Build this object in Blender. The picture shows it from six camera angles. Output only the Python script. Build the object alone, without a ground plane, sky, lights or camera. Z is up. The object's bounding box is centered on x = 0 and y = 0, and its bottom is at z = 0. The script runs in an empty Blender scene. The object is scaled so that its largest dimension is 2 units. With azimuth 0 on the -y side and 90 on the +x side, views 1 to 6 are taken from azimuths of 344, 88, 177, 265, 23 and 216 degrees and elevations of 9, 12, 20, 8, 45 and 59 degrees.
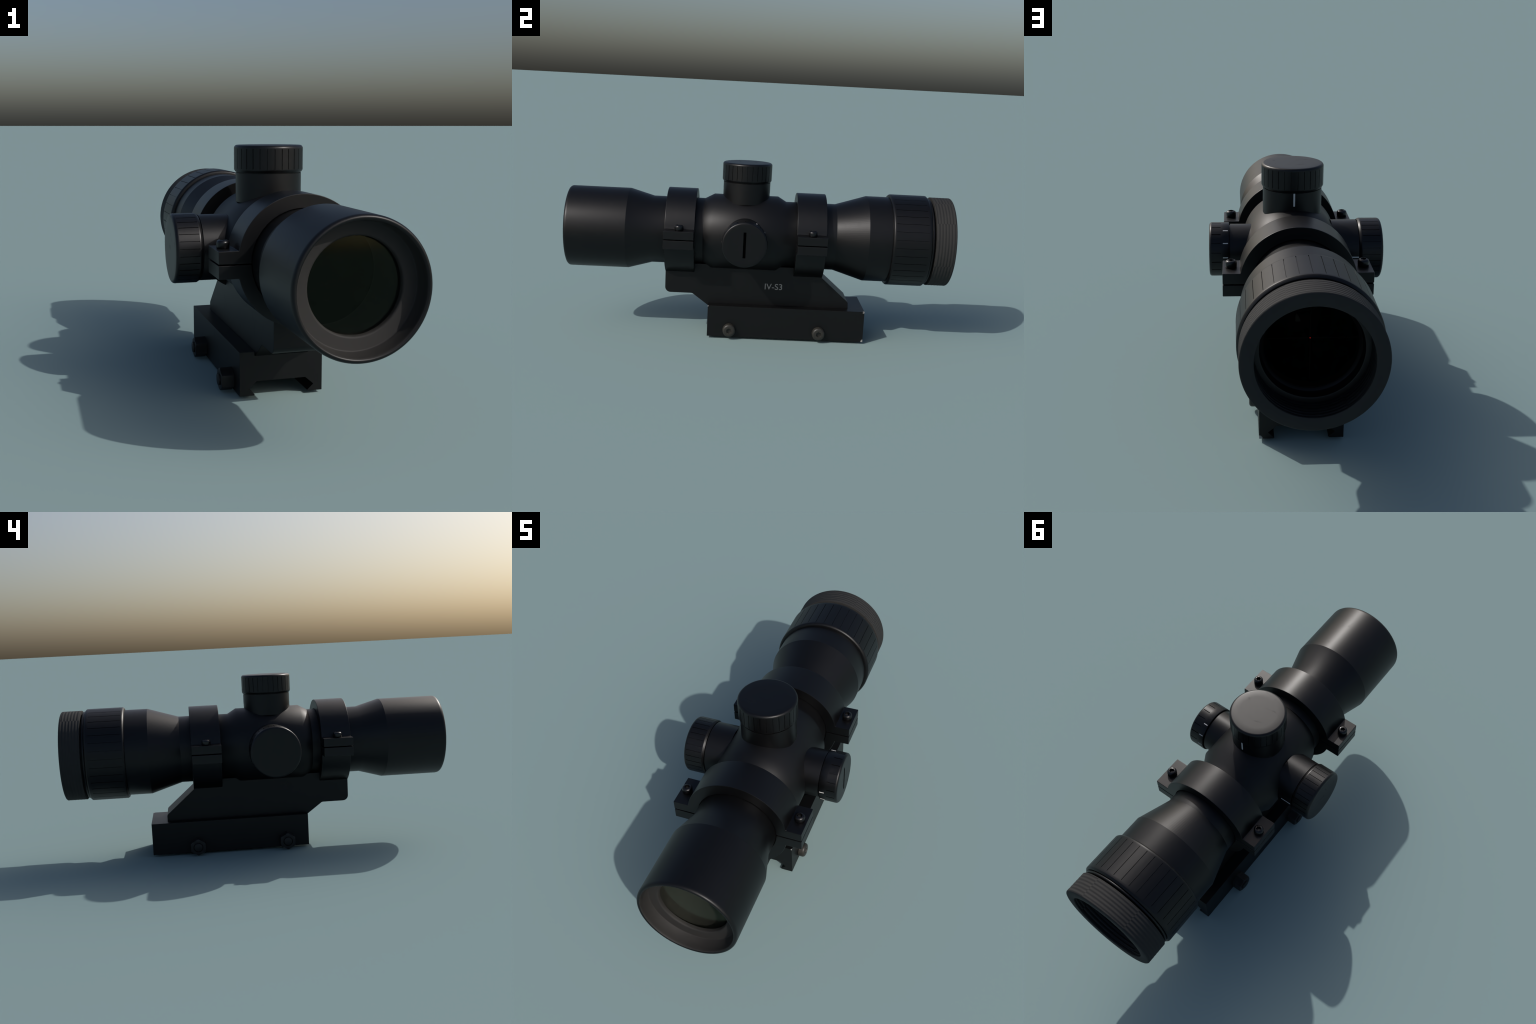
"""Telescopic sight on a raised rail mount, built part by part (metres, z up)."""
import bpy, bmesh, math
from math import sin, cos, pi, radians, degrees, sqrt, atan2, hypot
from mathutils import Vector, Matrix

# ------------------------------------------------------------------ layout
X0, Z0 = 0.0150, 0.5380          # optical axis (runs along y)
YT = -0.0820                     # station of the three turrets
XB = 0.0140                      # centre plane of the rail base
RING_Y = ((-0.4885, -0.3365), (0.1830, 0.3350))
SCENE = bpy.context.scene


# ------------------------------------------------------------------ materials
def material(name, colour, rough, spec=0.5, metallic=0.0, smudge=0.0, grain=0.0,
             grain_scale=900.0, pale_corners=None, fleck=0.0):
    m = bpy.data.materials.new(name)
    m.use_nodes = True
    nt = m.node_tree
    p = nt.nodes["Principled BSDF"]
    p.inputs["Base Color"].default_value = (*colour, 1)
    p.inputs["Roughness"].default_value = rough
    p.inputs["Specular IOR Level"].default_value = spec
    p.inputs["Metallic"].default_value = metallic
    p.inputs["Specular Tint"].default_value = (0.93, 0.95, 1.0, 1)
    tc = nt.nodes.new("ShaderNodeTexCoord")
    if smudge:
        n = nt.nodes.new("ShaderNodeTexNoise")
        n.inputs["Scale"].default_value = 16.0
        n.inputs["Detail"].default_value = 6.0
        n.inputs["Distortion"].default_value = 0.8
        mp = nt.nodes.new("ShaderNodeMapping")
        mp.inputs["Scale"].default_value = (1.0, 1.7, 1.0)
        mp.inputs["Rotation"].default_value = (0.4, 0.2, 0.6)
        nt.links.new(tc.outputs["Object"], mp.inputs["Vector"])
        nt.links.new(mp.outputs["Vector"], n.inputs["Vector"])
        r = nt.nodes.new("ShaderNodeMapRange")
        r.inputs["From Min"].default_value, r.inputs["From Max"].default_value = 0.6, 0.7
        r.inputs["To Min"].default_value, r.inputs["To Max"].default_value = rough - smudge, rough + smudge
        nt.links.new(n.outputs["Fac"], r.inputs["Value"])
        nt.links.new(r.outputs["Result"], p.inputs["Roughness"])
        # a faint handling stain in the colour as well
        mx = nt.nodes.new("ShaderNodeMix")
        mx.data_type = "RGBA"
        mx.inputs["A"].default_value = (*[c * 0.88 for c in colour], 1)
        mx.inputs["B"].default_value = (*[c * 1.14 for c in colour], 1)
        nt.links.new(n.outputs["Fac"], mx.inputs["Factor"])
        nt.links.new(mx.outputs["Result"], p.inputs["Base Color"])
    if grain:
        n2 = nt.nodes.new("ShaderNodeTexNoise")
        n2.inputs["Scale"].default_value = grain_scale
        n2.inputs["Detail"].default_value = 2.0
        b = nt.nodes.new("ShaderNodeBump")
        b.inputs["Strength"].default_value = grain
        b.inputs["Distance"].default_value = 0.001
        nt.links.new(tc.outputs["Object"], n2.inputs["Vector"])
        nt.links.new(n2.outputs["Fac"], b.inputs["Height"])
        nt.links.new(b.outputs["Normal"], p.inputs["Normal"])
    if pale_corners:
        # pale spots painted at some box corners: distance from the
        # nearest corner of a box (half sizes hx,hy,hz about the object origin)
        hx, hy, hz, reach = pale_corners
        # (the right-hand rear corners and the upper front one)
        ab = nt.nodes.new("ShaderNodeVectorMath"); ab.operation = "ABSOLUTE"
        nt.links.new(tc.outputs["Object"], ab.inputs[0])
        sep, sea, cmb = (nt.nodes.new("ShaderNode" + k) for k in ("SeparateXYZ", "SeparateXYZ", "CombineXYZ"))
        nt.links.new(tc.outputs["Object"], sep.inputs[0])
        nt.links.new(ab.outputs["Vector"], sea.inputs[0])
        nt.links.new(sep.outputs["X"], cmb.inputs["X"])
        nt.links.new(sep.outputs["Y"], cmb.inputs["Y"])
        nt.links.new(sea.outputs["Z"], cmb.inputs["Z"])
        d1 = nt.nodes.new("ShaderNodeVectorMath"); d1.operation = "DISTANCE"
        d1.inputs[1].default_value = (hx, hy, hz)
        nt.links.new(cmb.outputs["Vector"], d1.inputs[0])
        d2 = nt.nodes.new("ShaderNodeVectorMath"); d2.operation = "DISTANCE"
        d2.inputs[1].default_value = (hx, -hy, hz)
        nt.links.new(tc.outputs["Object"], d2.inputs[0])
        ds = nt.nodes.new("ShaderNodeMath"); ds.operation = "MINIMUM"
        nt.links.new(d1.outputs["Value"], ds.inputs[0])
        nt.links.new(d2.outputs["Value"], ds.inputs[1])
        nz = nt.nodes.new("ShaderNodeTexNoise")
        nz.inputs["Scale"].default_value = 14.0
        nt.links.new(tc.outputs["Object"], nz.inputs["Vector"])
        ad = nt.nodes.new("ShaderNodeMath"); ad.operation = "MULTIPLY_ADD"
        ad.inputs[1].default_value = 0.06
        nt.links.new(nz.outputs["Fac"], ad.inputs[0])
        nt.links.new(ds.outputs["Value"], ad.inputs[2])
        rg = nt.nodes.new("ShaderNodeMapRange")
        rg.inputs["From Min"].default_value = 0.030 + reach
        rg.inputs["From Max"].default_value = 0.030 + reach * 0.4
        nt.links.new(ad.outputs["Value"], rg.inputs["Value"])
        mw = nt.nodes.new("ShaderNodeMix"); mw.data_type = "RGBA"
        src = p.inputs["Base Color"].links
        if src:
            nt.links.new(src[0].from_socket, mw.inputs["A"])
        else:
            mw.inputs["A"].default_value = (*colour, 1)
        mw.inputs["B"].default_value = (0.30, 0.30, 0.30, 1)
        nt.links.new(rg.outputs["Result"], mw.inputs["Factor"])
        nt.links.new(mw.outputs["Result"], p.inputs["Base Color"])
    return m


def glass_material(name, tint, gloss, coat=(0.75, 0.83, 0.60)):
    """Thin coated lens: tinted see-through with a dim mirror on top."""
    m = bpy.data.materials.new(name)
    m.use_nodes = True
    nt = m.node_tree
    nt.nodes.remove(nt.nodes["Principled BSDF"])
    out = nt.nodes["Material Output"]
    tr = nt.nodes.new("ShaderNodeBsdfTransparent")
    tr.inputs["Color"].default_value = (*tint, 1)
    gl = nt.nodes.new("ShaderNodeBsdfGlossy")
    gl.inputs["Color"].default_value = (*coat, 1)
    gl.inputs["Roughness"].default_value = 0.12
    fr = nt.nodes.new("ShaderNodeFresnel")
    fr.inputs["IOR"].default_value = gloss
    mx = nt.nodes.new("ShaderNodeMixShader")
    # the coating only mirrors on the way in; the inner face is plain
    ge = nt.nodes.new("ShaderNodeNewGeometry")
    inv = nt.nodes.new("ShaderNodeMath"); inv.operation = "SUBTRACT"
    inv.inputs[0].default_value = 1.0
    ml = nt.nodes.new("ShaderNodeMath"); ml.operation = "MULTIPLY"
    nt.links.new(ge.outputs["Backfacing"], inv.inputs[1])
    nt.links.new(inv.outputs["Value"], ml.inputs[0])
    nt.links.new(fr.outputs["Fac"], ml.inputs[1])
    nt.links.new(ml.outputs["Value"], mx.inputs["Fac"])
    nt.links.new(tr.outputs["BSDF"], mx.inputs[1])
    nt.links.new(gl.outputs["BSDF"], mx.inputs[2])
    nt.links.new(mx.outputs["Shader"], out.inputs["Surface"])
    return m


BLACK = (0.0017, 0.0017, 0.0020)
M_TUBE = material("anodised_black", BLACK, 0.42, 0.35, smudge=0.012, grain=0.015)
M_KNOB = material("turret_black", BLACK, 0.44, 0.37, smudge=0.06, grain=0.015)
M_BODY = material("body_black", BLACK, 0.49, 0.36, smudge=0.012, grain=0.015)
M_CLAMP = material("clamp_black", BLACK, 0.40, 0.38, smudge=0.012, grain=0.015)
M_MOUNT = material("mount_black", (0.0019, 0.0020, 0.0021), 0.46, 0.33, smudge=0.012, grain=0.015)
M_RAIL = material("rail_black", (0.0019, 0.0020, 0.0021), 0.46, 0.33, smudge=0.012, grain=0.015,
                  pale_corners=(0.1587, 0.4115, 0.0825, 0.009))
M_SCREW = material("blackened_steel", (0.0022, 0.0022, 0.0026), 0.33, 0.5)
M_BOLT = material("grey_steel", (0.024, 0.023, 0.020), 0.45, 0.4, smudge=0.03)
M_NUT = material("dull_steel", (0.011, 0.011, 0.0105), 0.5, 0.4, smudge=0.03)
M_RUBBER = material("rubber", (0.0255, 0.0255, 0.0255), 0.8, 0.25, smudge=0.02, grain=0.04)
M_BORE = material("matt_bore", (0.022, 0.021, 0.0205), 0.65, 0.25, smudge=0.02)
M_DARK = material("bore_shade_tint", (0.0042, 0.0058, 0.0060), 0.80, 0.10)  # deep bore darkened, with the lens's dim green sheen tinted in
M_CUP = material("cup_bore", (0.0050, 0.0058, 0.0066), 0.55, 0.35)
M_GROOVE = material("slot_shadow_black", (0.0010, 0.0010, 0.0010), 0.8, 0.05)  # slot walls coloured near-black to deepen the shadow inside the cut
M_PAINT = material("white_paint", (0.60, 0.60, 0.60), 0.6, 0.3)
M_LETTER = material("grey_lettering", (0.27, 0.27, 0.27), 0.6, 0.3)
M_HAIR = material("etched_hair", (0.0006, 0.0006, 0.0006), 0.6, 0.1)
M_LENS = glass_material("coated_lens", (0.945, 0.960, 0.930), 1.34)
M_REAR = glass_material("rear_lens", (0.96, 0.97, 0.96), 1.07, (0.55, 0.9, 0.9))
M_RETICLE = glass_material("reticle_glass", (0.93, 0.95, 0.94), 1.01)

M_DOT = bpy.data.materials.new("lit_dot")
M_DOT.use_nodes = True
_p = M_DOT.node_tree.nodes["Principled BSDF"]
_p.inputs["Base Color"].default_value = (0.35, 0.01, 0.005, 1)
_p.inputs["Emission Color"].default_value = (1.0, 0.012, 0.008, 1)
_p.inputs["Emission Strength"].default_value = 0.2


# ------------------------------------------------------------------ mesh tools
AXES = {  # local (a, b, s): a,b span the section, s runs along the axis
    "X": Matrix(((0, 0, 1), (1, 0, 0), (0, 1, 0))),
    "-X": Matrix(((0, 0, -1), (-1, 0, 0), (0, 1, 0))),
    "Y": Matrix(((1, 0, 0), (0, 0, 1), (0, 1, 0))),
    "Z": Matrix(((1, 0, 0), (0, 1, 0), (0, 0, 1))),
}


def finish_mesh(bm, name, sharp_angle=32.0, extra_sharp=None):
    bmesh.ops.remove_doubles(bm, verts=bm.verts, dist=1e-6)
    bmesh.ops.recalc_face_normals(bm, faces=bm.faces)
    me = bpy.data.meshes.new(name)
    bm.to_mesh(me)
    bm.free()
    me.polygons.foreach_set("use_smooth", [True] * len(me.polygons))
    me.set_sharp_from_angle(angle=radians(sharp_angle))
    if extra_sharp:
        for e in me.edges:
            a, b = (me.vertices[i].co for i in e.vertices)
            if extra_sharp(a) and extra_sharp(b):
                e.use_edge_sharp = True
    return me


def lathe(name, profile, axis="Y", seg=128, angles=None, rfun=None, closed=True,
          sharp=32.0, sharp_at=()):
    """Turn a profile of (station, radius) about an axis.  rfun(theta, j, r)
    may reshape the radius (knurling, hexagons).  sharp_at: stations whose ring
    stays a hard edge."""
    if angles is None:
        angles = [2 * pi * i / seg for i in range(seg)]
    bm = bmesh.new()
    M = AXES[axis]
    rings = []
    for j, (s, r) in enumerate(profile):
        if r <= 1e-7:
            rings.append([bm.verts.new(M @ Vector((0, 0, s)))] * len(angles))
            continue
        row = []
        for t in angles:
            rr = rfun(t, j, r, s) if rfun else r
            row.append(bm.verts.new(M @ Vector((rr * cos(t), rr * sin(t), s))))
        rings.append(row)
    n = len(angles)
    pairs = list(zip(range(len(rings) - 1), range(1, len(rings))))
    if closed and profile[0][1] > 0 and profile[-1][1] > 0:
        pairs.append((len(rings) - 1, 0))
    for a, b in pairs:
        A, B = rings[a], rings[b]
        for i in range(n):
            k = (i + 1) % n
            vs = []
            for v in (A[i], A[k], B[k], B[i]):
                if v not in vs:
                    vs.append(v)
            if len(vs) >= 3:
                bm.faces.new(vs)
    Mi = M.inverted()
    f = None
    if sharp_at:
        f = lambda co: any(abs((Mi @ co).z - s) < 1e-5 for s in sharp_at)
    return finish_mesh(bm, name, sharp, f)


def bevel_edges(bm, width, segments=2, min_angle=30.0, skip=None):
    es = [e for e in bm.edges if len(e.link_faces) == 2
          and e.calc_face_angle(0) > radians(min_angle) and not (skip and skip(e))]
    bmesh.ops.bevel(bm, geom=es, offset=width, offset_type="OFFSET", segments=segments,
                    profile=0.5, affect="EDGES", clamp_overlap=True)


def extrude(name, outline, lo, hi, axis, bevel=0.0, min_angle=30.0, sharp=32.0):
    """Prism from a 2D outline. axis 'Y': outline is (x,z); 'X': outline is (y,z)."""
    bm = bmesh.new()
    put = (lambda p, s: (p[0], s, p[1])) if axis == "Y" else (lambda p, s: (s, p[0], p[1]))
    A = [bm.verts.new(put(p, lo)) for p in outline]
    B = [bm.verts.new(put(p, hi)) for p in outline]
    n = len(outline)
    bm.faces.new(A)
    bm.faces.new(list(reversed(B)))
    for i in range(n):
        k = (i + 1) % n
        bm.faces.new((A[i], B[i], B[k], A[k]))
    bmesh.ops.recalc_face_normals(bm, faces=bm.faces)
    if bevel:
        bevel_edges(bm, bevel, 2, min_angle)
    return finish_mesh(bm, name, sharp)


def rounded(points):
    """Polyline with fillets: each point is (a, b) or (a, b, radius)."""
    out, n = [], len(points)
    for i, p in enumerate(points):
        if len(p) == 2:
            out.append(p)
            continue
        c = Vector(p[:2])
        a = (Vector(points[i - 1][:2]) - c).normalized()
        b = (Vector(points[(i + 1) % n][:2]) - c).normalized()
        half = a.angle(b) / 2
        d = p[2] / math.tan(half)
        centre = c + (a + b).normalized() * (p[2] / sin(half))
        p0, p1 = c + a * d - centre, c + b * d - centre
        t0 = atan2(p0.y, p0.x)
        dt = (atan2(p1.y, p1.x) - t0 + pi) % (2 * pi) - pi
        for k in range(7):
            t = t0 + dt * k / 6
            out.append((centre.x + p[2] * cos(t), centre.y + p[2] * sin(t)))
    return out


def obj(name, mesh, mat, parent, loc=(0, 0, 0), weighted=False):
    o = bpy.data.objects.new(name, mesh)
    SCENE.collection.objects.link(o)
    if mesh is not None and not mesh.materials:
        mesh.materials.append(mat)
    if parent:
        o.parent = parent
    # all parents are unrotated; store the offset from the parent's world origin
    world[o] = Vector(loc)
    o.location = Vector(loc) - (world[parent] if parent else Vector())
    if weighted:
        w = o.modifiers.new("weighted_normals", "WEIGHTED_NORMAL")
        w.keep_sharp = True
        w.weight = 80
    return o


world = {}


def group(name, parent, loc):
    e = bpy.data.objects.new(name, None)
    e.empty_display_size = 0.05
    SCENE.collection.objects.link(e)
    world[e] = Vector(loc)
    if parent:
        e.parent = parent
    e.location = Vector(loc) - (world[parent] if parent else Vector())
    return e


# ------------------------------------------------------------------ knurling
def knurl_angles(count, phase, width, base_seg=180, eps=0.0012):
    """Angles for a ring with `count` narrow cuts, plus which are in a cut."""
    marks = []
    step = 2 * pi / count
    for k in range(count):
        c = phase + k * step
        marks += [(c - width / 2 - eps, False), (c - width / 2, True), (c + width / 2, True), (c + width / 2 + eps, False)]
        fill = max(2, round(base_seg / count))
        gap0, gap1 = c + width / 2 + eps, c + step - width / 2 - eps
        for q in range(1, fill):
            marks.append((gap0 + (gap1 - gap0) * q / fill, False))
    marks.sort(key=lambda m: m[0])
    return [m[0] for m in marks], {round(m[0], 7) for m in marks if m[1]}


def knurled_cap(name, profile, cut, axis, count, phase_deg, radius, width=0.0025, depth=0.0032, sharp=32.0):
    """Lathed cap; between stations cut=(lo,hi) narrow straight grooves go in."""
    lo, hi = cut
    e = 0.0006
    prof = []
    for a, b in zip(profile, profile[1:]):
        prof.append(a)
        for s in sorted((lo - e, lo, hi, hi + e), reverse=a[0] > b[0]):
            if min(a[0], b[0]) < s < max(a[0], b[0]) and a[1] > radius * 0.9 and b[1] > radius * 0.9:
                t = (s - a[0]) / (b[0] - a[0])
                prof.append((s, a[1] + (b[1] - a[1]) * t))
    prof.append(profile[-1])
    angles, inside = knurl_angles(count, radians(phase_deg), width / radius)
    f = lambda t, j, r, s: r - depth if (round(t, 7) in inside and lo - 1e-6 <= s <= hi + 1e-6 and r > radius * 0.9) else r
    return lathe(name, prof, axis, angles=angles, rfun=f, sharp=sharp)


def arc(cs, cr, rad, a0, a1, n):
    """Fillet points in (station, radius) space."""
    return [(cs + rad * cos(radians(a0 + (a1 - a0) * i / n)), cr + rad * sin(radians(a0 + (a1 - a0) * i / n))) for i in range(n + 1)]


def hex_radius(t, flat, turn=0.0):
    u = ((t + turn + pi / 6) % (pi / 3)) - pi / 6
    return flat / cos(u)


# ================================================================== the sight
sight = group("rifle_scope", None, (0, 0, 0))
sight["label"] = "matte black telescopic sight on a raised rail mount"
sight["category"] = "rifle scope"
AX = (X0, 0, Z0)


def blacken_bore(me, outside):
    """Outside finish on the turned skin, dull green-black on the bore."""
    me.materials.append(outside)
    me.materials.append(M_DARK)
    for p in me.polygons:
        r = hypot(p.center.x, p.center.z)
        if r < 0.1705 and p.center.y < 0.852 and (p.normal.x * p.center.x + p.normal.z * p.center.z) < 0.2 * r:
            p.material_index = 1


# --- objective housing: hollow bell, neck and taper -----------------------
prof = [(-0.400, 0.1755), (-0.5655, 0.1757), (-0.6885, 0.2103), (-0.984, 0.2104), (-0.9905, 0.2098), (-0.9955, 0.2078),
        (-0.9985, 0.2050), (-1.000, 0.2015), (-0.9995, 0.1985), (-0.9980, 0.1960), (-0.9955, 0.1944), (-0.991, 0.1934), (-0.985, 0.1930),
        (-0.9440, 0.1890), (-0.9415, 0.1870), (-0.9405, 0.1845), (-0.9405, 0.1510), (-0.9390, 0.1470), (-0.9350, 0.1442),
        (-0.9230, 0.1440), (-0.9230, 0.1700), (-0.680, 0.1690), (-0.570, 0.1535), (-0.400, 0.1535)]
me = lathe("objective_housing", prof, seg=144, sharp=40, sharp_at=(-0.6885,))
me.materials.append(M_TUBE)
me.materials.append(M_BORE)
me.materials.append(M_DARK)
for p in me.polygons:
    c = p.center
    if hypot(c.x, c.z) < 0.1955 and c.y < -0.71 and c.y > -0.9985 and p.normal.x * c.x + p.normal.z * c.z < 0.1 * hypot(c.x, c.z):
        p.material_index = 1
    elif hypot(c.x, c.z) < 0.1875 and c.y > -0.71 and p.normal.x * c.x + p.normal.z * c.z < 0:
        p.material_index = 2
objective = obj("objective_housing", me, None, sight, AX)
# convex front lens, 8 mm thick at the middle
R = 0.1448
lens = [(-0.9220 - 0.008 * (1 - (k / 12) ** 2), R * k / 12) for k in range(13)]
obj("objective_lens", lathe("objective_lens", lens + [(s + 0.004, r) for s, r in reversed(lens)], seg=96), M_LENS, objective, AX)

# --- turret body between the rings ----------------------------------------
prof = [(-0.400, 0.1535), (-0.400, 0.1752), (-0.2965, 0.1752), (-0.2485, 0.2015), (0.0865, 0.2015), (0.1305, 0.1752), (0.250, 0.1752), (0.250, 0.1550)]
me = lathe("turret_body", prof, seg=144, sharp=50, sharp_at=(-0.2965,))
blacken_bore(me, M_BODY)
obj("turret_body", me, None, sight, AX)

# --- eyepiece housing ------------------------------------------------------
prof = [(0.250, 0.1570), (0.250, 0.1752), (0.3915, 0.1752), (0.5530, 0.2255), (0.700, 0.2255), (0.8700, 0.2250), (0.8735, 0.2240), (0.8748, 0.2272), (0.8770, 0.2285),
        (0.8825, 0.2288), (0.8850, 0.2275), (0.8864, 0.2245), (0.8868, 0.2020), (0.9020, 0.2020), (0.9030, 0.1720), (0.9020, 0.1695), (0.8990, 0.1685),
        (0.8900, 0.1665), (0.8720, 0.1650), (0.8690, 0.1630), (0.8640, 0.1560), (0.8600, 0.1545), (0.8560, 0.1560), (0.8540, 0.1600)]
me = lathe("eyepiece_housing", prof, seg=144, sharp=40, sharp_at=(0.5530, 0.3915))
blacken_bore(me, M_TUBE)
eyepiece = obj("eyepiece_housing", me, None, sight, AX)

# focus ring with 36 shallow straight cuts
prof = [(0.6720, 0.2230), (0.6720, 0.2330)] + [(0.6735, 0.2362), (0.6790, 0.2405), (0.6815, 0.2412)] + \
       [(0.8640, 0.2412), (0.8665, 0.2405), (0.8720, 0.2350), (0.8740, 0.2328), (0.8740, 0.2230)]
obj("focus_ring", knurled_cap("focus_ring", prof, (0.6885, 0.8520), "Y", 36, 0.0, 0.2412, 0.0022, 0.0026), M_TUBE, sight, AX)

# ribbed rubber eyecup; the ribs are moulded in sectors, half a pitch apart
PITCH = 0.01585
SEAMS = [-79.0, -22.5, 33.3, 67.3, 124.0, 180.0, 236.5]
ang, base = [], [radians(SEAMS[0] + 360 * i / 180) for i in range(180)]
for s in SEAMS:
    base += [radians(s - 0.5), radians(s + 0.5)]
lo_a = radians(SEAMS[0] - 0.4)
ang = sorted({round(lo_a + (a - lo_a) % (2 * pi), 6) for a in base})


def rib(t, s):
    d = (degrees(t) - SEAMS[0]) % 360 + SEAMS[0]
    k = sum(d >= q for q in SEAMS) % 2
    fade = min(1.0, (s - 0.8950) / 0.004, (0.9940 - s) / 0.004)
    return max(0.0, fade) * (0.5 - 0.5 * cos(2 * pi * ((s - 0.8965) / PITCH + 0.5 * k) + pi))


def rib_bump(m):
    """The same ribs as fine relief in the rubber's shading normal."""
    nt = m.node_tree

    def math(op, a, b=None):
        n = nt.nodes.new("ShaderNodeMath")
        n.operation = op
        for i, v in enumerate((a, b)):
            if v is None:
                continue
            if isinstance(v, (int, float)):
                n.inputs[i].default_value = v
            else:
                nt.links.new(v, n.inputs[i])
        return n.outputs[0]

    tc = nt.nodes.new("ShaderNodeTexCoord")
    xyz = nt.nodes.new("ShaderNodeSeparateXYZ")
    nt.links.new(tc.outputs["Object"], xyz.inputs[0])
    ang = math("ARCTAN2", xyz.outputs["Z"], xyz.outputs["X"])
    k = None
    for q in sorted(((q + 180.0) % 360.0) - 180.0 for q in SEAMS if q != 180.0):
        g = math("GREATER_THAN", ang, radians(q))
        k = g if k is None else math("ADD", k, g)
    phase = math("ADD", math("DIVIDE", math("SUBTRACT", xyz.outputs["Y"], 0.8965), PITCH), math("MULTIPLY", k, 0.5))
    h = math("COSINE", math("MULTIPLY", phase, 2 * pi))
    rim = math("LESS_THAN", xyz.outputs["Y"], 0.9955)
    b = nt.nodes.new("ShaderNodeBump")
    b.inputs["Strength"].default_value = 1.0
    b.inputs["Distance"].default_value = 0.0006
    nt.links.new(math("MULTIPLY", h, rim), b.inputs["Height"])
    p = nt.nodes["Principled BSDF"]
    if p.inputs["Normal"].links:
        nt.links.new(p.inputs["Normal"].links[0].from_socket, b.inputs["Normal"])
    nt.links.new(b.outputs["Normal"], p.inputs["Normal"])


rib_bump(M_RUBBER)


def cup_r(t, j, r, s):
    if r > 0.23 and 0.8960 < s < 0.9935:
        return r - 0.0005 * rib(t, s)
    if r < 0.1885 and 0.9060 < s < 0.9940:
        return r + 0.0012 * rib(t, s)
    return r


prof = [(0.8942, 0.2020), (0.8942, 0.2322), (0.8947, 0.2338), (0.8956, 0.2346)]
prof += [(0.8960 + (0.9935 - 0.8960) * i / 48, 0.2348) for i in range(49)]
prof += [(0.9965, 0.2338), (0.9985, 0.2318), (1.0000, 0.2285), (1.0000, 0.1905), (0.9990, 0.1888), (0.9965, 0.1880)]
prof += [(0.9935 - (0.9935 - 0.9080) * i / 44, 0.1880 - 0.0010 * i / 44) for i in range(45)]
prof += [(0.9040, 0.1870), (0.9040, 0.2020)]
me = lathe("eyecup", prof, angles=ang, rfun=cup_r, sharp=40)
me.materials.append(M_RUBBER)
me.materials.append(M_CUP)
for p in me.polygons:
    if hypot(p.center.x, p.center.z) < 0.1885 and p.center.y < 0.9955:
        p.material_index = 1
obj("eyecup", me, None, sight, AX)

rear = [(0.8560 + 0.006 * (1 - (k / 10) ** 2), 0.1556 * k / 10) for k in range(11)]
obj("eyepiece_lens", lathe("eyepiece_lens", rear + [(s - 0.004, r) for s, r in reversed(rear)], seg=96), M_REAR, eyepiece, AX)
obj("reticle_glass", lathe("reticle_glass", [(0.8120, 0), (0.8120, 0.1598), (0.8090, 0.1598), (0.8090, 0)], seg=96), M_RETICLE, eyepiece, AX)
# crosshair: four hair-thin bars and a lit centre dot
bm = bmesh.new()
for k in range(4):
    ca, sa = cos(k * pi / 2), sin(k * pi / 2)
    rot = Matrix(((ca, 0, -sa, 0), (0, 1, 0, 0), (sa, 0, ca, 0), (0, 0, 0, 1)))
    bmesh.ops.create_cube(bm, size=1, matrix=rot @ Matrix.Translation((0.083, 0.8132, 0)) @ Matrix.Diagonal((0.150, 0.0020, 0.0014, 1)))
obj("crosshair", finish_mesh(bm, "crosshair"), M_HAIR, eyepiece, AX)
obj("reticle_dot", lathe("reticle_dot", [(0.8130, 0), (0.8130, 0.0019), (0.8148, 0.0016), (0.8152, 0)], seg=24), M_DOT, eyepiece, AX)

# ================================================================== turrets
# distances are measured outward from the optical axis
NECK = [(0.168, 0), (0.166, 0.1222), (0.2735, 0.1222), (0.2735, 0.1160), (0.2790, 0.1160), (0.2790, 0)]
CAP_R = 0.1285
cap = [(0.2765, 0), (0.2765, 0.1215)] + [(0.2770, 0.1232), (0.2835, 0.1275), (0.2855, CAP_R)] + [(0.3640, CAP_R)] + \
      arc(0.3640, CAP_R - 0.0115, 0.0115, 90, 0, 7)[1:] + [(0.3755, 0.085), (0.3755, 0)]


def turret(name, axis, loc, phase):
    g = group(name, sight, loc)
    obj("turret_neck", lathe("turret_neck", NECK, axis, seg=120), M_TUBE, g, loc)
    obj("turret_cap", knurled_cap("turret_cap", cap, (0.2900, 0.3620), axis, 30, phase, CAP_R), M_KNOB, g, loc)
    return g


def paint_bar(name, parent, loc, axis, angle_deg, radius, s0, s1, width):
    """A curved dab of paint lying on a turned surface."""
    M = AXES[axis]
    bm = bmesh.new()
    half = width / radius / 2
    cols = [radians(angle_deg) + half * q for q in (-1, -0.5, 0, 0.5, 1)]
    grid = [[[bm.verts.new(M @ Vector((r * cos(t), r * sin(t), s))) for t in cols] for s in (s0, s1)] for r in (radius - 0.002, radius + 0.0008)]
    for (a, b) in (((0, 0), (0, 1)), ((1, 0), (1, 1)), ((0, 0), (1, 0)), ((0, 1), (1, 1))):
        A, B = grid[a[0]][a[1]], grid[b[0]][b[1]]
        for i in range(4):
            bm.faces.new((A[i], A[i + 1], B[i + 1], B[i]))
    for i in (0, 4):
        bm.faces.new((grid[0][0][i], grid[0][1][i], grid[1][1][i], grid[1][0][i]))
    return obj(name, finish_mesh(bm, name), M_PAINT, parent, loc)


TZ = (X0, YT, Z0)
top = turret("elevation_turret", "Z", TZ, 0.0)
paint_bar("index_mark", top, TZ, "Z", 90.0, 0.1222, 0.2200, 0.2735, 0.0068)
side = turret("windage_turret", "-X", TZ, 6.0)
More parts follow.
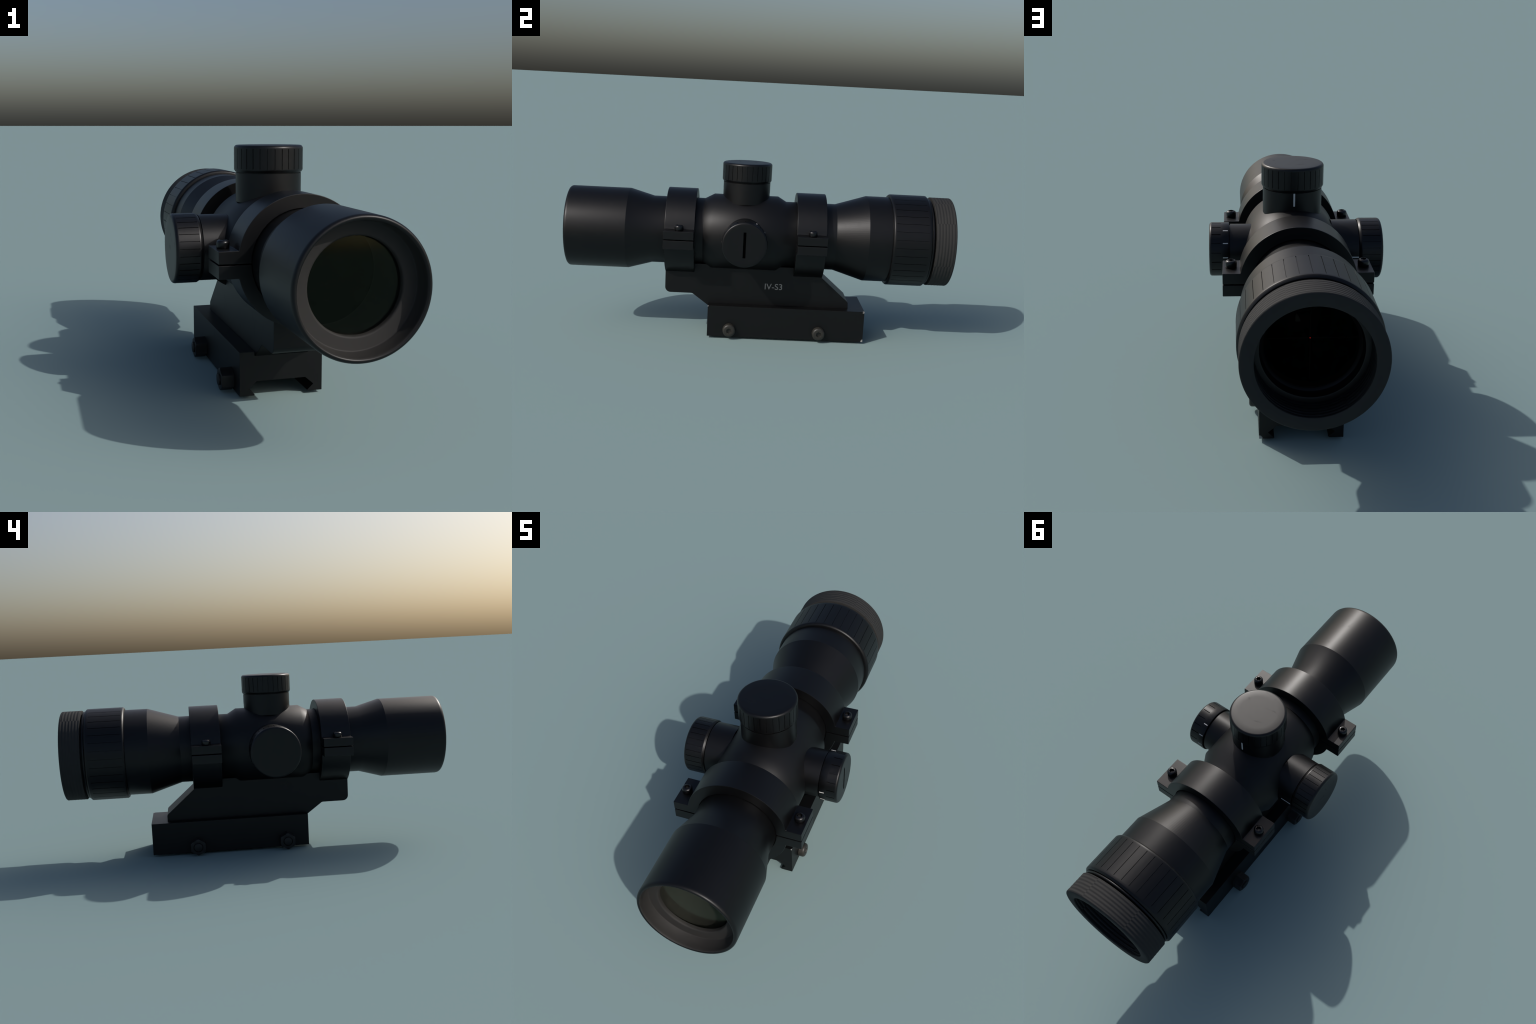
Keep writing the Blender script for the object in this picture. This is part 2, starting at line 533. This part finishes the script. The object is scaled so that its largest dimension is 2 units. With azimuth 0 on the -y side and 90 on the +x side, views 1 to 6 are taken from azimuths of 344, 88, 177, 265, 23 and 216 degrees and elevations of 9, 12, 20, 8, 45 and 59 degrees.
# on the -X frame section axis a is -y, so +y is at 180 degrees
paint_bar("index_mark", side, TZ, "-X", 180.0, 0.1222, 0.2210, 0.2735, 0.0052)

# illumination knob on the right with a coin slot and a scale of dabs
knob = group("illumination_knob", sight, TZ)
neck = [(0.166, 0), (0.166, 0.1062), (0.2600, 0.1062), (0.2600, 0.1010), (0.2665, 0.1010), (0.2665, 0)]
obj("turret_neck", lathe("turret_neck", neck, "X", seg=120), M_TUBE, knob, TZ)
KR, KD = 0.1137, 0.3470
kp = [(0.2635, 0), (0.2635, 0.1100), (0.2645, 0.1125), (0.2665, KR), (0.3370, KR)] + \
     arc(0.3370, KR - 0.0100, 0.0100, 90, 0, 6)[1:] + [(KD, 0.085), (KD, 0)]
kc = obj("turret_cap", knurled_cap("turret_cap", kp, (0.2990, 0.3360), "X", 18, 10.0, KR, 0.0036, 0.0045), M_KNOB, knob, TZ)
bm = bmesh.new()
bmesh.ops.create_cube(bm, size=1, matrix=Matrix.Translation((KD, 0, 0)) @ Matrix.Diagonal((0.030, 0.0136, 0.1290, 1)))
me = finish_mesh(bm, "slot_cutter")
cutter = obj("slot_cutter", me, M_GROOVE, None, TZ)
bmod = kc.modifiers.new("coin_slot", "BOOLEAN")
bmod.operation, bmod.object, bmod.solver = "DIFFERENCE", cutter, "EXACT"
bmod.material_mode = "TRANSFER"
bpy.context.view_layer.update()
cut_me = bpy.data.meshes.new_from_object(kc.evaluated_get(bpy.context.evaluated_depsgraph_get()))
kc.modifiers.clear()
kc.data = cut_me
kc.data.name = "turret_cap"
bpy.data.objects.remove(cutter)
kc.data.set_sharp_from_angle(angle=radians(32))
for a in (60, 30, 0, -30, -60, -90, -120, -150, 180):
    paint_bar("scale_mark", knob, TZ, "X", a, KR, 0.2692, 0.2900, 0.0040)

# ================================================================== clamp rings
RO, RI, EAR, EAR_T, GAP = 0.2255, 0.1772, 0.2890, 0.0450, 0.0022
GZ = -0.0015   # middle of the split, relative to the axis


def half_ring(upper):
    sgn = 1 if upper else -1
    split = GZ + sgn * GAP
    edge = GZ + EAR_T + 0.0 if upper else GZ - 0.0475
    a_o, a_i = math.asin(edge / RO), math.asin(split / RI)
    out = [(EAR, split), (EAR, edge)]
    n = 44
    for i in range(n + 1):
        t = a_o + (sgn * pi - 2 * a_o) * i / n
        out.append((RO * cos(t), RO * sin(t)))
    out += [(-EAR, edge), (-EAR, split)]
    for i in range(n + 1):
        t = (sgn * pi - a_i) - (sgn * pi - 2 * a_i) * i / n
        out.append((RI * cos(t), RI * sin(t)))
    return out


HL = (RING_Y[0][1] - RING_Y[0][0]) / 2
upper_me = extrude("clamp_cap", half_ring(True), -HL, HL, "Y", bevel=0.0026, min_angle=40)
lower_me = extrude("clamp_saddle", half_ring(False), -HL, HL, "Y", bevel=0.0026, min_angle=40)

# socket-head clamp screw: rounded head with a hexagonal recess
SR = 0.0224
sp = [(-0.008, 0), (-0.008, 0.0200), (0.0, 0.0200), (0.0012, SR - 0.0012), (0.003, SR), (0.0180, SR)] + \
     arc(0.0180, SR - 0.0103, 0.0103, 90, 0, 6)[1:]
n_out = len(sp)
sp += [(0.0285, 0.0106), (0.0270, 0.0101), (0.0150, 0.0101), (0.0165, 0)]


def socket(flat_from, flat):
    return lambda t, j, r, s: hex_radius(t, r) if j >= flat_from and r > 0 else r


screw_me = lathe("clamp_screw", sp, "Z", seg=48, rfun=socket(n_out, 0.0092), sharp=38)
for y0, y1 in RING_Y:
    yc = (y0 + y1) / 2
    loc = (X0, yc, Z0)
    ring = group("clamp_ring", sight, loc)
    obj("clamp_cap", upper_me, M_CLAMP, ring, loc, weighted=True)
    obj("clamp_saddle", lower_me, M_CLAMP, ring, loc, weighted=True)
    for sx in (-1, 1):
        obj("clamp_screw", screw_me, M_SCREW, ring, (X0 + sx * 0.2562, yc, Z0 + GZ + EAR_T))

# ================================================================== riser mount
MY0, MY1, MT = -0.4875, 0.4815, 0.3810
outline = rounded([(MY0, MT), (MY0, 0.2215, 0.028), (-0.3455, 0.2215, 0.020), (-0.2580, 0.1572), (MY1, 0.1572),
                   (MY1, 0.2060, 0.016), (0.3345, 0.3330), (0.3345, MT)])
mount = obj("riser_mount", extrude("riser_mount", [(y, z - 0.25) for y, z in outline], -0.1007, 0.1007, "X", bevel=0.0022, min_angle=60),
            M_MOUNT, sight, (XB, 0, 0.25), weighted=True)

cu = bpy.data.curves.new("lettering", "FONT")
cu.body = "IV-S3"
cu.size = 0.045
cu.extrude = 0.0006
cu.resolution_u = 6
tmp = bpy.data.objects.new("lettering_curve", cu)
SCENE.collection.objects.link(tmp)
bpy.context.view_layer.update()
me = bpy.data.meshes.new_from_object(tmp.evaluated_get(bpy.context.evaluated_depsgraph_get()))
bpy.data.objects.remove(tmp)
xs = [v.co.x for v in me.vertices]
ys = [v.co.y for v in me.vertices]
kx, ky = 0.0915 / (max(xs) - min(xs)), 0.0318 / (max(ys) - min(ys))
for v in me.vertices:
    v.co = Vector((v.co.z, (v.co.x - min(xs)) * kx, (v.co.y - min(ys)) * ky))
me.name = "lettering"
me.materials.clear()
obj("lettering", me, M_LETTER, mount, (XB + 0.1007 + 0.0004, 0.0362, 0.2583))

# ================================================================== rail base
BY0, BY1, BW, BT, BB = -0.2580, 0.5650, 0.1587, 0.1730, 0.0080
CH, FL = 0.1020, 0.1572


def base_section(floor):
    h = [(0.0990, BB), (0.1070, BB), ]
    right = [(BW, BB), (BW, BT), (CH, BT), (CH, floor)]
    under = [(0.1055, BB), (0.1010, 0.0115), (0.1247, 0.0340), (0.0930, 0.0615)]
    pts = right + [(-x, z) for x, z in reversed(right)]
    pts += [(-x, z) for x, z in under] + list(reversed(under))
    return pts


bm = bmesh.new()
stations = [(BY0, FL), (MY1 + 0.001, FL), (MY1 + 0.0012, BT), (BY1, BT)]
zc, yc = (BT + BB) / 2, (BY0 + BY1) / 2
loops = [[bm.verts.new((x, y - yc, z - zc)) for x, z in base_section(f)] for y, f in stations]
n = len(loops[0])
for A, B in zip(loops, loops[1:]):
    for i in range(n):
        bm.faces.new((A[i], A[(i + 1) % n], B[(i + 1) % n], B[i]))
bm.faces.new(loops[0])
bm.faces.new(list(reversed(loops[-1])))
bmesh.ops.remove_doubles(bm, verts=bm.verts, dist=1e-6)
bmesh.ops.recalc_face_normals(bm, faces=bm.faces)
bevel_edges(bm, 0.0014, 2, 30, skip=lambda e: any(abs(v.co.x) < CH + 0.001 and v.co.z > 0 for v in e.verts))
rail = obj("rail_base", finish_mesh(bm, "rail_base"), M_RAIL, sight, (XB, yc, zc), weighted=True)

# cross bolts: socket heads on the right, hexagon nuts on the left
BRD = 0.0340
bp = [(-0.010, 0), (-0.010, 0.0250), (0.0, 0.0250), (0.0, BRD - 0.002), (0.002, BRD), (0.0200, BRD)] + \
     arc(0.0200, BRD - 0.0120, 0.0120, 90, 0, 6)[1:]
n_b = len(bp)
bp += [(0.0320, 0.0125), (0.0310, 0.0118), (0.0220, 0.0118), (0.0215, 0)]
bolt_me = lathe("cross_bolt", bp, "X", seg=60, rfun=lambda t, j, r, s: hex_radius(t, r) if j >= n_b and r > 0 else r, sharp=38)

NF = 0.0442 * cos(pi / 6)


def nut_r(t, j, r, s):
    if r >= NF - 1e-6:
        h = hex_radius(t, NF, pi / 6 + pi / 6)   # corner up
        return min(h, r)
    return r


# corner-up hexagon, chamfered on the outer face by a cone
np_ = [(-0.010, 0), (-0.010, 0.030), (0.0, 0.030), (0.0, 0.0442), (0.0430, 0.0442), (0.0470, 0.0415), (0.0480, NF), (0.0480, 0.0250),
       (0.0470, 0.0235), (0.0470, 0.0222), (0.0540, 0.0222)] + arc(0.0500, 0.0180, 0.0042, 90, 0, 4)[1:] + [(0.0555, 0.010), (0.0560, 0)]
nut_me = lathe("hex_nut", np_, "-X", angles=[radians(3 * i) for i in range(120)], rfun=nut_r, sharp=25)
for y in (-0.1427, 0.3270):
    obj("cross_bolt", bolt_me, M_BOLT, rail, (XB + BW, y, 0.0480))
    obj("hex_nut", nut_me, M_NUT, rail, (XB - BW, y + 0.002, 0.0442))
